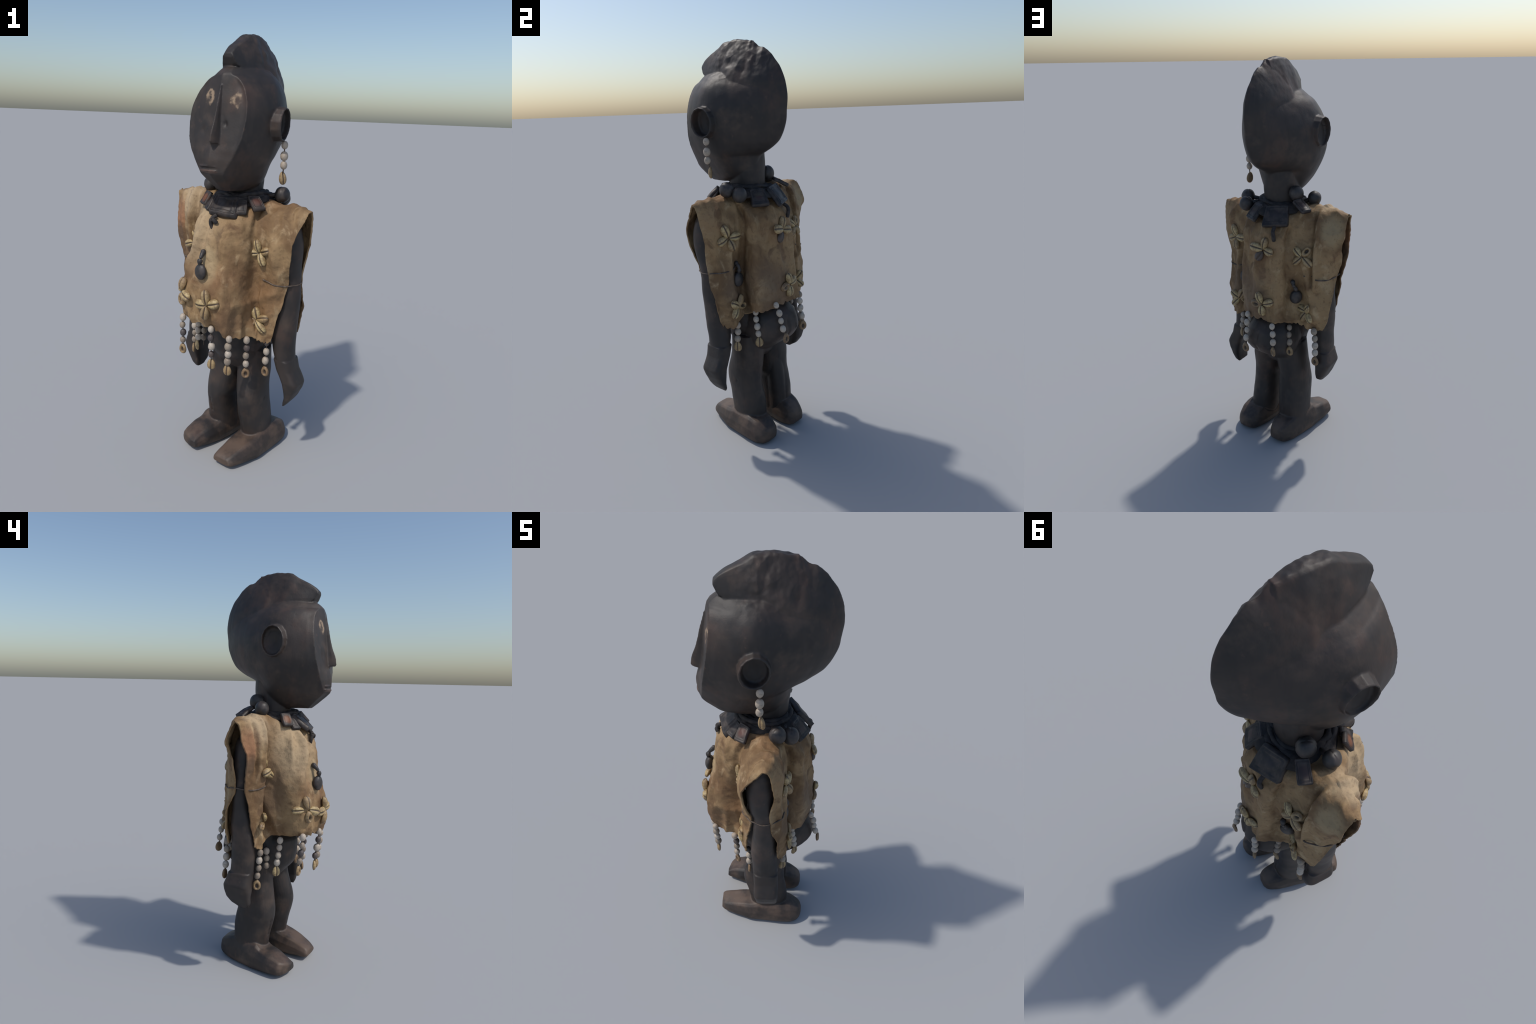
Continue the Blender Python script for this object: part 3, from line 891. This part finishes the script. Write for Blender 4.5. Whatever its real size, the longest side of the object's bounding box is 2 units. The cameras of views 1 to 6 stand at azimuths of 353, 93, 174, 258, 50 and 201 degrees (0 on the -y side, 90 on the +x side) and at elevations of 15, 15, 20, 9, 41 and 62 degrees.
def pouch(name, corners, th, mat):
    """leather packet from its four corners (top left, top right, bottom right, bottom left seen from outside)"""
    tl, tr, br, bl = [np.array(c) for c in corners]
    n = np.cross(tr - tl, bl - tl); n = -n / np.linalg.norm(n)
    mid = (tl + tr + br + bl) / 4
    if n[0] * mid[0] + n[1] * mid[1] + .6 * n[2] * .1 < 0: n = -n            # face away from the neck
    m = 25
    def surf(u, w, hgt):
        p = (tl*(1-u) + tr*u)*(1-w) + (bl*(1-u) + br*u)*w
        return p + n * hgt
    top, bot = [], []
    for i in range(m):
        for j in range(m):
            u, w = j/(m-1), i/(m-1)
            e = min(u, 1-u, w, 1-w)
            rim = .35 * math.exp(-((e - .055) / .035) ** 2) + .22 * math.exp(-((e - .17) / .022) ** 2)
            h = th * (min(1, (e / .05)) ** .5 * .62 + rim + .35 * math.sin(math.pi*u) * math.sin(math.pi*w))
            # rounded corners
            cu, cw = 2*u - 1, 2*w - 1
            k = 1 - .07 * (abs(cu) ** 6) * (abs(cw) ** 6)
            p = surf(.5 + cu*k/2, .5 + cw*k/2, h)
            q = surf(.5 + cu*k/2, .5 + cw*k/2, -th * .35)
            jit = .0022 * noise.noise(Vector(p) * 40)
            top.append(p + n * jit); bot.append(q)
    W = np.array(top).reshape(m, m, 3)
    verts = top + bot; o = m*m; faces = []
    for i in range(m-1):
        for j in range(m-1):
            q = (i*m+j, i*m+j+1, (i+1)*m+j+1, (i+1)*m+j)
            faces.append(q); faces.append(tuple(o + x for x in reversed(q)))
    rim = list(range(m)) + [i*m+m-1 for i in range(1, m)] + [(m-1)*m+j for j in range(m-2, -1, -1)] + [i*m for i in range(m-2, 0, -1)]
    for k in range(len(rim)):
        p, q = rim[k], rim[(k+1) % len(rim)]
        faces.append((q, p, o+p, o+q))
    me = new_mesh(name, verts, faces)
    bm = bmesh.new(); bm.from_mesh(me); bmesh.ops.recalc_face_normals(bm, faces=bm.faces); bm.to_mesh(me); bm.free()
    return link(name, me, necklace, [mat])

def bp(*a): return body(*a)
PLAIN = leather("black_leather", None)
def red_mat(name, c, r, col): return leather(name, (c, r, col))
POUCHES = [
 ([(.110, -.064, 1.306), (.102, .062, 1.306), (.172, .092, 1.228), (.202, -.044, 1.238)], .021, None),
 ([(.098, .092, 1.318), (.060, .130, 1.318), (.080, .184, 1.268), (.126, .148, 1.262)], .014, (.105, .038, .026)),
 ([(.090, -.130, 1.322), (.118, -.085, 1.318), (.150, -.100, 1.262), (.122, -.150, 1.262)], .013, (.20, .070, .025)),
 ([(-.095, -.102, 1.322), (-.138, .006, 1.314), (-.212, -.012, 1.226), (-.152, -.132, 1.232)], .018, (.034, .028, .030)),
 ([(-.130, .020, 1.312), (-.105, .085, 1.312), (-.152, .120, 1.240), (-.196, .040, 1.240)], .016, (.055, .028, .026)),
 ([(-.045, -.135, 1.345), (-.090, -.112, 1.340), (-.120, -.190, 1.298), (-.068, -.212, 1.300)], .014, (.040, .024, .024)),
 ([(.115, .052, 1.300), (.095, .095, 1.300), (.135, .120, 1.245), (.165, .080, 1.245)], .012, None),
 ([(.105, -.095, 1.305), (.118, -.060, 1.305), (.175, -.065, 1.245), (.150, -.100, 1.245)], .012, None),
]
for c, th, red in POUCHES:
    w = [bp(*p) for p in c]
    mid = tuple(np.mean(np.array(w), axis=0))
    pouch("amulet_pouch", w, th, PLAIN if red is None else red_mat("red_black_leather", mid, .030, red))

PODS = [((.014 + .004, -.176, 1.344), .034, 1), ((-.045, -.109, 1.372), .037, 2), ((-.052, .183, 1.323), .036, 3), ((-.107, .154, 1.300), .036, 4)]
for c, r, sd in PODS:
    p = body(*c)
    v, f = join([pod(p, r, 1.05, sd), tube([p, tuple((np.array(p) + np.array(body(c[0]*.6, c[1]*.6, 1.315))) / 2), body(c[0] * .6, c[1] * .6, 1.312)], .011, 8)])
    link("seed_pod", new_mesh("seed_pod", v, f), necklace, [M_pod])

# knotted thongs hanging below the big packets
for pts in ([(.196, .0, 1.236), (.214, -.012, 1.222), (.212, -.018, 1.200), (.206, -.012, 1.178)], [(.205, -.015, 1.224), (.216, .004, 1.215), (.210, .012, 1.205)],
            [(-.182, -.072, 1.232), (-.205, -.078, 1.215), (-.206, -.080, 1.190), (-.200, -.078, 1.165)]):
    v, f = tube(spline([body(*p) for p in pts], 6), .0095, 8)
    link("leather_thong", new_mesh("leather_thong", v, f), necklace, [M_black])

# ------------------------------------------------------------------ ties round the upper arms
def tie(fronts, arm, backs):
    pts = []
    for s_, z_ in fronts:
        p, n = on_tunic(1, s_, z_); pts.append(tuple(p + n * .0015))
    pts += [body(*q) for q in arm]
    for s_, z_ in backs:
        p, n = on_tunic(-1, s_, z_); pts.append(tuple(p + n * .0015))
    v, f = tube(spline(pts, 6), .0034, 6)
    link("arm_tie", new_mesh("arm_tie", v, f), root, [M_cord])
tie([(.185, .950), (.215, .945), (.245, .940), (.275, .936), (.298, .934)], [(.035, .306, .934), (-.004, .326, .936), (-.034, .318, .938)], [(.305, .938), (.28, .940), (.25, .944), (.215, .95), (.19, .955)])
tie([(-.235, .984), (-.26, .978), (-.29, .974), (-.318, .972)], [(.0, -.328, .974), (-.022, -.332, .977), (-.04, -.334, .976)], [(-.325, .974), (-.30, .970), (-.27, .972), (-.24, .982), (-.21, .99)])

bpy.data.meshes.remove(wood)
